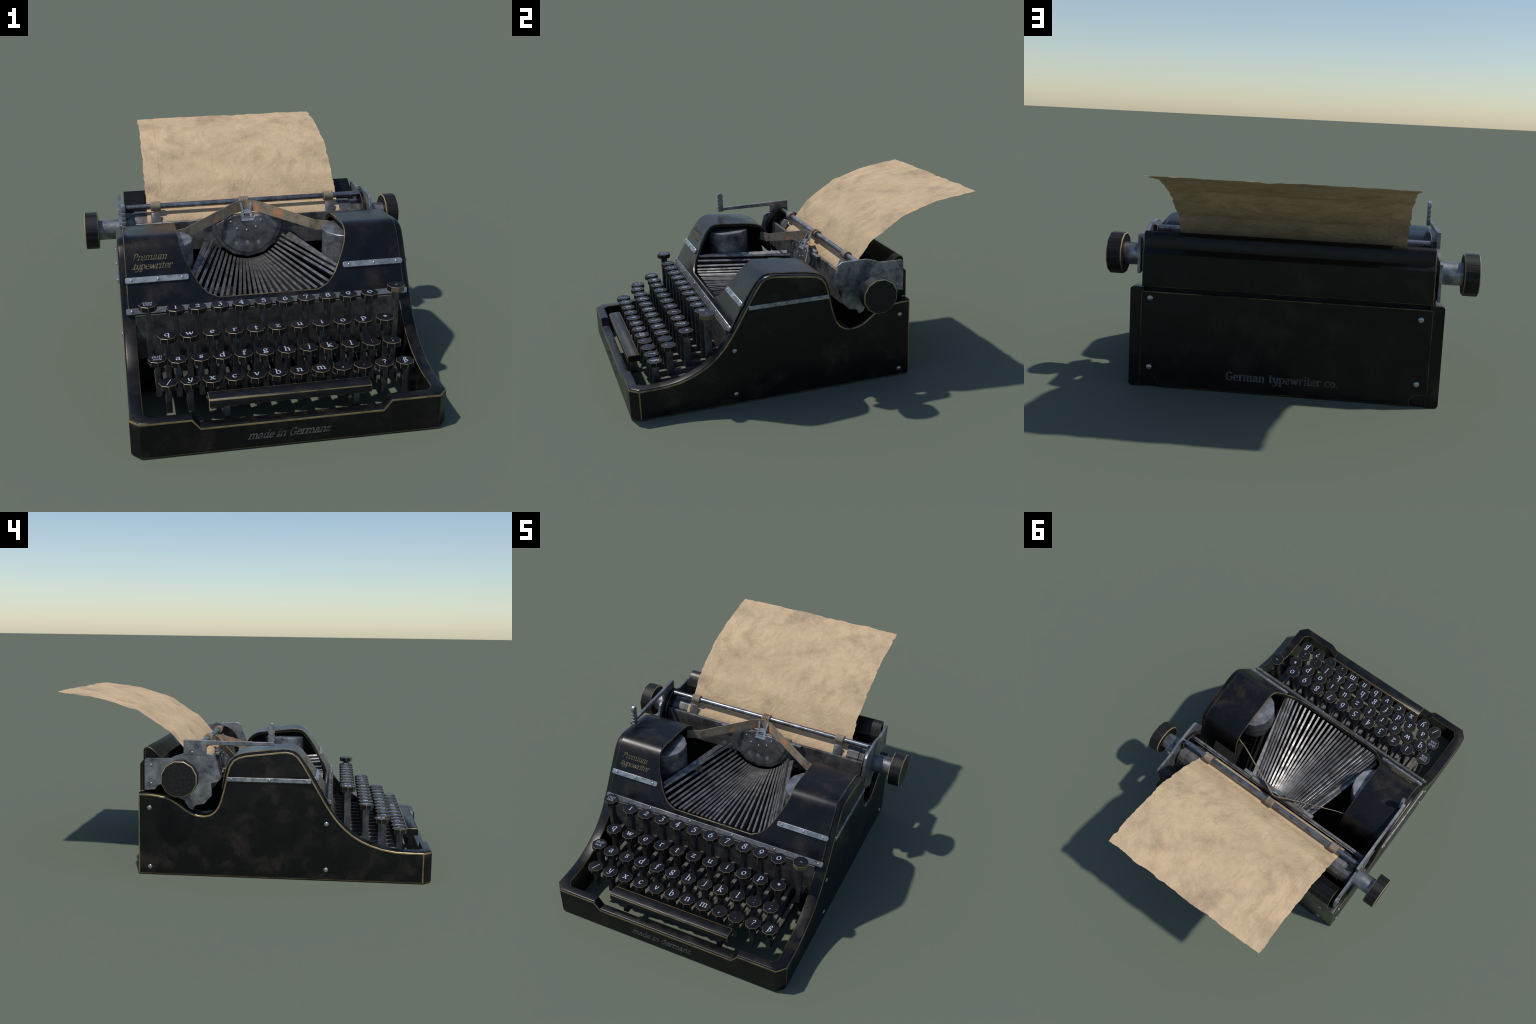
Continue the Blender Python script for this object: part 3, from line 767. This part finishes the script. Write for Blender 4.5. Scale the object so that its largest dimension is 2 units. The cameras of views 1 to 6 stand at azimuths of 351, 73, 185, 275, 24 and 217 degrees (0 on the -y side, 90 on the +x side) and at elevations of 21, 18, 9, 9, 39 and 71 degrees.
def tilted_plate(name, outline, y_off, thick, mats, bev=0.003, bev_mat=-1):
    bm = bmesh.new()
    prism_into(bm, outline, 1, 0, thick)
    bmesh.ops.recalc_face_normals(bm, faces=bm.faces)
    bevel(bm, bev, 30, bev_mat)
    for v in bm.verts:
        v.co.y += seg_y(v.co.z) + y_off
    return finish(bm, name, mats)

SEG_C, SEG_R = 0.572, 0.186
ring = [(SEG_R * sin(radians(a)), SEG_C - SEG_R * cos(radians(a))) for a in (-100, -75, -50, -25, 0, 25, 50, 75, 100)]
SEG = tilted_plate("segment", ring, 0.012, 0.026, [M_DARK], 0.006)
inner = [(0.160 * sin(radians(a)), SEG_C - 0.160 * cos(radians(a))) for a in (-88, -75, -50, -25, 0, 25, 50, 75, 88)]
tilted_plate("segment_face", inner + [(0.082, 0.600), (0.036, 0.602), (0.030, 0.583), (-0.030, 0.583), (-0.036, 0.602), (-0.082, 0.600)], 0.002, 0.012, [M_DARK], 0.003)
for x, z in ((-0.083, 0.574), (-0.053, 0.537), (-0.004, 0.528), (0.043, 0.541), (0.070, 0.575)):
    place_dome(BOLT_SMALL, (x, seg_y(z) + 0.002, z), (0, -1, 0.16), SEG, "rivet")
plug = dome_mesh("plug", 0.0115, 0.0015, M_STRIP)
for x, z in ((-0.058, 0.461), (-0.002, 0.463), (0.055, 0.462)):
    place_dome(plug, (x, seg_y(z) + 0.002, z), (0, -1, 0.16), SEG, "plug")
for s in (-1, 1):
    o = [(s * 0.170, 0.462), (s * 0.232, 0.462), (s * 0.226, 0.592), (s * 0.170, 0.592)]
    prism("segment_bracket", o, 1, 0.160, 0.170, [M_DARK], 0.002)
box("segment_bar", (-0.246, 0.151, 0.578), (0.246, 0.172, 0.594), [M_STEEL], 0.002)

# type bars: from the arc of the segment forward to the lip of the opening
def bar_between(name, p, q, up, w, h, mat, parent=ROOT):
    d = (q - p); L = d.length; d.normalize()
    sx = d.cross(up).normalized(); u = sx.cross(d).normalized()
    bm = bmesh.new()
    box_into(bm, (-w / 2, 0, -h), (w / 2, L, 0))
    bmesh.ops.recalc_face_normals(bm, faces=bm.faces)
    bevel(bm, 0.0010, 40)
    M = Matrix(((sx.x, d.x, u.x, p.x), (sx.y, d.y, u.y, p.y), (sx.z, d.z, u.z, p.z), (0, 0, 0, 1)))
    bm.transform(M)
    return finish(bm, name, [mat], parent, 20)

# (angle round the segment arc in degrees, x of the front end); unevenly bunched towards the middle
BARS = [(-64, -0.315), (-56, -0.297), (-48.5, -0.278), (-42, -0.256), (-35, -0.235), (-28.5, -0.206), (-22, -0.180), (-16.5, -0.151), (-12, -0.124),
        (-7.6, -0.102), (-3.8, -0.077), (0.2, -0.052), (3.2, -0.028), (5.8, -0.004), (8.2, 0.025), (11, 0.056), (14.2, 0.087), (17.8, 0.121), (21.5, 0.153),
        (26.5, 0.191), (32.6, 0.221), (39, 0.252), (45.5, 0.275), (52, 0.297), (59, 0.310), (66, 0.323)]
def front_height(x):
    x = abs(x)
    pts = [(0.0, 0.428), (0.206, 0.429), (0.235, 0.433), (0.256, 0.441), (0.278, 0.458), (0.298, 0.484), (0.312, 0.503), (0.323, 0.517), (0.35, 0.54)]
    for (x0, z0), (x1, z1) in zip(pts, pts[1:]):
        if x <= x1: return z0 + (z1 - z0) * (x - x0) / (x1 - x0)
for i, (deg, xf) in enumerate(BARS):
    a = radians(deg)
    r = SEG_R + 0.004
    p = Vector((r * sin(a), seg_y(SEG_C - r * cos(a)) + 0.008, SEG_C - r * cos(a)))
    zf = front_height(xf)
    q = Vector((xf * 1.02, -0.424 + max(0.0, zf - 0.430) * 0.40, zf + random.uniform(-0.002, 0.002)))
    up = Vector((-0.8 * sin(a), 0, cos(a) + 0.15))
    bar_between("type_bar", p, q, up, 0.0132, 0.030, M_BARS)
for s in (-1, 1):
    p = Vector((s * 0.204, 0.130, 0.500))
    q = Vector((s * 0.335, -0.36, 0.500))
    bar_between("basket_side_bar", p, q, Vector((-0.55 * s, 0, 0.84)), 0.026, 0.010, M_BARS)

# ribbon spools
for s in (-1, 1):
    bm = bmesh.new()
    n = 14
    for r0, z0, z1 in ((0.121, 0.44, 0.622),):
        o = [(s * 0.430 + r0 * cos(2 * pi * i / n), -0.176 + r0 * sin(2 * pi * i / n)) for i in range(n)]
        prism_into(bm, o, 2, z0, z1)
    bmesh.ops.recalc_face_normals(bm, faces=bm.faces)
    bevel(bm, 0.003, 40)
    finish(bm, "ribbon_spool", [M_STEEL], ang=40)

# ink ribbon: an upright band from spool to spool through the guide
def build_ribbon():
    half = [(0.0, 0.203, 0.639, 0.054), (0.036, 0.192, 0.639, 0.054), (0.066, 0.175, 0.636, 0.054), (0.325, 0.046, 0.567, 0.048), (0.40, 0.022, 0.564, 0.047)]
    path = [(-x, y, z, h) for x, y, z, h in half[:0:-1]] + half
    pts = []
    for i in range(len(path) - 1):
        for k in range(4):
            t = k / 4
            pts.append([path[i][j] + (path[i + 1][j] - path[i][j]) * t for j in range(4)])
    pts.append(list(path[-1]))
    bm = bmesh.new()
    grid = []
    for i, (x, y, z, h) in enumerate(pts):
        a, b = pts[max(i - 1, 0)], pts[min(i + 1, len(pts) - 1)]
        tx, ty = b[0] - a[0], b[1] - a[1]
        l = hypot(tx, ty); nx, ny = -ty / l * 0.0016, tx / l * 0.0016
        tw = 0.0
        lean = 0.012
        grid.append([bm.verts.new(c) for c in ((x + nx, y + ny + lean / 2 + tw, z + h / 2), (x - nx, y - ny + lean / 2 + tw, z + h / 2),
                                               (x - nx, y - ny - lean / 2, z - h / 2), (x + nx, y + ny - lean / 2, z - h / 2))])
    for a, b in zip(grid, grid[1:]):
        for k in range(4):
            bm.faces.new((a[k], b[k], b[(k + 1) % 4], a[(k + 1) % 4]))
    bm.faces.new(grid[0]); bm.faces.new(grid[-1][::-1])
    bmesh.ops.recalc_face_normals(bm, faces=bm.faces)
    return finish(bm, "ink_ribbon", [M_RIBBON], ang=50)
build_ribbon()

# ribbon guide (forked clip)
def build_guide():
    bm = bmesh.new()
    pr = [(-0.030, 0.578), (-0.024, 0.574), (0.024, 0.574), (0.030, 0.578), (0.026, 0.620), (0.030, 0.655), (0.022, 0.655), (0.014, 0.625), (-0.014, 0.625), (-0.022, 0.655), (-0.030, 0.655), (-0.026, 0.620)]
    hole = [(-0.014, 0.588), (0.014, 0.588), (0.016, 0.594), (0.014, 0.608), (-0.014, 0.608), (-0.016, 0.594)]
    # frame around the hole built from bars, plus the fork above
    parts = [[(-0.030, 0.576), (0.030, 0.576), (0.028, 0.588), (-0.028, 0.588)], [(-0.028, 0.588), (-0.016, 0.588), (-0.015, 0.608), (-0.027, 0.608)],
             [(0.016, 0.588), (0.028, 0.588), (0.027, 0.608), (0.015, 0.608)], [(-0.027, 0.608), (0.027, 0.608), (0.026, 0.625), (-0.026, 0.625)],
             [(-0.026, 0.625), (-0.015, 0.625), (-0.022, 0.656), (-0.030, 0.656)], [(0.015, 0.625), (0.026, 0.625), (0.030, 0.656), (0.022, 0.656)]]
    for o in parts:
        prism_into(bm, o, 1, 0, 0.007)
    bmesh.ops.remove_doubles(bm, verts=bm.verts, dist=0.0002)
    bmesh.ops.recalc_face_normals(bm, faces=bm.faces)
    for v in bm.verts:
        v.co.y += 0.143 + (v.co.z - 0.576) * 0.66
    return finish(bm, "ribbon_guide", [M_STRIP])
G = build_guide()
for x in (-0.019, 0.019):
    place_dome(dome_mesh("rivet", 0.0042, 0.003, M_BOLT), (x, 0.143 + 0.040 * 0.66, 0.616), (0, -1, 0.6), G, "rivet")

# ------------------------------------------------------------------ carriage
AX_Y, AX_Z = 0.278, 0.531
# platen
bm = bmesh.new()
lathe_x(bm, [(-0.612, 0.077), (-0.562, 0.077), (-0.560, 0.083), (0.560, 0.083), (0.562, 0.077), (0.612, 0.077)], AX_Y, AX_Z, 16, pi / 16)
finish(bm, "platen", [M_DARK], ang=20)

# paper rail in front of the platen
RAIL = prism("card_rail", [(0.146, 0.440), (0.160, 0.440), (0.186, 0.586), (0.171, 0.586)], 0, -0.606, 0.606, [M_DARK], 0.002)
prism("rail_lip", [(0.181, 0.552), (0.188, 0.552), (0.192, 0.574), (0.184, 0.574)], 0, -0.600, 0.600, [M_STEEL], 0.001, parent=RAIL)

# bail rod with collars and feet
bm = bmesh.new()
lathe_x(bm, [(-0.622, 0.0145), (0.622, 0.0145)], 0.246, 0.650, 20)
ROD = finish(bm, "bail_rod", [M_ROD], ang=40)
for x, groove in ((-0.452, False), (-0.005, True), (0.440, False)):
    bm = bmesh.new()
    w = 0.0245
    prof = [(x - w, 0.0225), (x - w + 0.003, 0.0245)]
    if groove:
        for g in (-0.010, 0.0, 0.010):
            prof += [(x + g - 0.004, 0.0245), (x + g - 0.002, 0.0215), (x + g + 0.002, 0.0215), (x + g + 0.004, 0.0245)]
    prof += [(x + w - 0.003, 0.0245), (x + w, 0.0225)]
    lathe_x(bm, prof, 0.246, 0.650, 18)
    finish(bm, "bail_collar", [M_COLLAR], ROD, 28)
for x in (-0.455, 0.442):
    o = [(x - 0.024, 0.55), (x + 0.024, 0.55), (x + 0.024, 0.618), (x + 0.018, 0.626), (x - 0.018, 0.626), (x - 0.024, 0.618)]
    bm = bmesh.new(); prism_into(bm, o, 1, 0, 0.006); bmesh.ops.recalc_face_normals(bm, faces=bm.faces); bevel(bm, 0.0015, 40)
    for v in bm.verts: v.co.y += 0.191 + (v.co.z - 0.56) * 0.40
    finish(bm, "paper_finger", [M_DARK], ROD)

# end plates; the right one sits 4 cm higher, the left one carries the return lever
PLATE = [(0.488, 0.441), (0.488, 0.599), (0.478, 0.609), (0.350, 0.612), (0.335, 0.621), (0.285, 0.638), (0.166, 0.640), (0.139, 0.638), (0.121, 0.624), (0.106, 0.571),
         (0.087, 0.517), (0.102, 0.496), (0.139, 0.486), (0.136, 0.423), (0.176, 0.377), (0.222, 0.368), (0.233, 0.343), (0.257, 0.353), (0.281, 0.394),
         (0.305, 0.402), (0.345, 0.440), (0.380, 0.468), (0.403, 0.474), (0.420, 0.466), (0.429, 0.447)]
for s, dz in ((-1, 0.0), (1, 0.040)):
    lo, hi = sorted((s * 0.624, s * 0.638))
    pl = prism("end_plate", [(y, z + dz) for y, z in PLATE], 0, lo, hi, [M_STEEL], 0.0018, -1, 50)
    for y, z in ((0.453, 0.574), (0.453, 0.478)):
        place_dome(BOLT_SMALL, (s * 0.638, y, z + dz), (s, 0, 0), pl, "rivet")
    lo, hi = sorted((s * 0.604, s * 0.6235))
    sector = [(AX_Y + 0.004, AX_Z + 0.085)] + [(AX_Y - 0.012 + 0.134 * cos(radians(a)), AX_Z + 0.001 + 0.134 * sin(radians(a))) for a in range(88, 216, 14)] + [(AX_Y - 0.06, AX_Z - 0.05)]
    prism("side_shield", sector, 0, lo, hi, [M_PAINT, M_BRASS_FINE], 0.002, 1, 35)
    # shaft and knob
    bm = bmesh.new()
    lathe_x(bm, [(s * 0.60, 0.050), (s * 0.752, 0.050)], AX_Y, AX_Z, 22)
    finish(bm, "knob_shaft", [M_STEEL], ang=40)
    bm = bmesh.new()
    lathe_x(bm, [(s * 0.744, 0.093), (s * 0.812, 0.093)], AX_Y, AX_Z, 12, radians(15))
    bmesh.ops.subdivide_edges(bm, edges=[e for e in bm.edges if abs(e.verts[0].co.x - e.verts[1].co.x) < 1e-5], cuts=2)
    bevel(bm, 0.0042, 60, 1)
    # knurled grip: shallow grooves across the rim
    bm.normal_update()
    finish(bm, "platen_knob", [M_KNOB, M_BRASS_KNOB], ang=40)

# carriage return lever
LEV = [(0.284, 0.632), (0.284, 0.709), (-0.181, 0.706), (-0.181, 0.688), (0.166, 0.685), (0.166, 0.632)]
lever = prism("return_lever", LEV, 0, -0.640, -0.6235, [M_STEEL], 0.0018, -1, 50)
place_dome(BOLT_SMALL, (-0.640, 0.240, 0.646), (-1, 0, 0), lever, "rivet")
grip = [(-0.183, 0.686)] 
for k in range(4):
    z0 = 0.700 + 0.021 * k
    grip += [(-0.183, z0), (-0.177, z0 + 0.005), (-0.183, z0 + 0.010)]
grip += [(-0.183, 0.790), (-0.176, 0.800), (-0.166, 0.8045), (-0.156, 0.800), (-0.149, 0.790)]
for k in reversed(range(4)):
    z0 = 0.700 + 0.021 * k
    grip += [(-0.149, z0 + 0.010), (-0.155, z0 + 0.005), (-0.149, z0)]
grip += [(-0.149, 0.686)]
prism("lever_grip", grip, 0, -0.626, -0.609, [M_STEEL], 0.002, -1, 60, lever)

# rear carriage cover: bent sheet closed by its own thickness
RC = [(0.5185, 0.433), (0.5185, 0.574), (0.510, 0.586), (0.501, 0.596), (0.501, 0.648), (0.494, 0.660), (0.481, 0.666), (0.466, 0.662), (0.450, 0.652), (0.430, 0.634), (0.405, 0.609)]
RCI = [(0.5055, 0.433), (0.5055, 0.570), (0.497, 0.580), (0.489, 0.592), (0.488, 0.646), (0.484, 0.653), (0.479, 0.656), (0.471, 0.654), (0.457, 0.645), (0.437, 0.627), (0.411, 0.602)]
prism("rear_cover", RC + RCI[::-1], 0, -0.609, 0.609, [M_BACK, M_BRASS_FINE], 0.0025, 1, 60)
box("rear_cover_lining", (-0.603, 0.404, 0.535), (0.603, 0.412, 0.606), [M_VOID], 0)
box("slot_filler", (-0.606, 0.486, 0.390), (0.606, 0.497, 0.460), [M_VOID], 0)  # black strip modelled behind the rear slot so the gap looks dark
for s in (-1, 1):
    lo, hi = sorted((s * 0.590, s * 0.603))
    prism("rear_cover_end", RCI[:-1] + [(0.425, 0.600), (0.44, 0.433)], 0, lo, hi, [M_PAINT], 0.001)

# ------------------------------------------------------------------ sheet of paper
def build_paper():
    P = [(0.993, 0.9325), (0.757, 0.9035), (0.557, 0.8455), (0.372, 0.7275), (0.306, 0.650), (0.280, 0.6185)]
    for a in range(94, 236, 12):
        P.append((AX_Y + 0.0855 * cos(radians(a)), AX_Z + 0.0855 * sin(radians(a))))
    prof = []
    for (y0, z0), (y1, z1) in zip(P, P[1:]):
        L = hypot(y1 - y0, z1 - z0)
        k = max(1, int(L / 0.0075))
        for i in range(k):
            prof.append((y0 + (y1 - y0) * i / k, z0 + (z1 - z0) * i / k))
    prof.append(P[-1])
    for _ in range(3):                      # ease the fold lines
        prof = [prof[0]] + [((a[0] + 2 * b[0] + c[0]) / 4, (a[1] + 2 * b[1] + c[1]) / 4) for a, b, c in zip(prof, prof[1:], prof[2:])] + [prof[-1]]
    n, m = len(prof), 150
    half = 0.4955
    bm = bmesh.new()
    rows = []
    for j, (y, z) in enumerate(prof):
        a, b = prof[max(j - 1, 0)], prof[min(j + 1, n - 1)]
        l = hypot(b[0] - a[0], b[1] - a[1]); ty, tz = (b[0] - a[0]) / l, (b[1] - a[1]) / l
        ny, nz = tz, -ty
        if nz < 0 and y > 0.3: ny, nz = -ny, -nz
        s = j * 0.0075
        free = min(1.0, max(0.0, (0.70 - s) / 0.10))        # crumpled only where the sheet hangs free
        def ragged(side):
            q = Vector((side * 3.1, s * 9, 0.3))
            r = 0.007 * noise.noise(q * 0.6) + 0.0030 * noise.noise(q * 2.1 + Vector((0, 3, 0))) + 0.003 * noise.noise(q * 9.0)
            bite = max(0.0, noise.noise(Vector((side * 9.7, s * 30, 1.7))) - 0.25) * 0.020
            return r - bite
        xl, xr = -half - ragged(-1), half + ragged(1)
        row = []
        for i in range(m + 1):
            u = i / m
            x = xl + (xr - xl) * u
            q = Vector((x * 5, s * 5, 2.2))
            wob = 0.0045 * noise.noise(q) + 0.0052 * (0.5 - abs(noise.noise(q * 2.3 + Vector((5, 1, 0))))) + 0.0013 * noise.noise(q * 6)
            wob = (wob - 0.0012) * free
            end = 0.0
            if j < 6:                                        # torn far edge
                qe = Vector((x * 10, 4.4, 0))
                e = 0.006 * noise.noise(qe) + 0.005 * noise.noise(qe * 3.1) + 0.003 * noise.noise(qe * 8)
                end = e * (1 - j / 6)
            row.append(bm.verts.new((x, y + ny * wob + ty * end, z + nz * wob + tz * end)))
        rows.append(row)
    for a, b in zip(rows, rows[1:]):
        for i in range(m):
            bm.faces.new((a[i], a[i + 1], b[i + 1], b[i]))
    bm.normal_update()
    if sum(f.normal.z for f in bm.faces) < 0:
        bmesh.ops.reverse_faces(bm, faces=bm.faces[:])
    bm.normal_update()
    bmesh.ops.solidify(bm, geom=bm.faces[:], thickness=0.0014)
    bmesh.ops.recalc_face_normals(bm, faces=bm.faces)
    return finish(bm, "paper_sheet", [M_PAPER], ang=60)
build_paper()
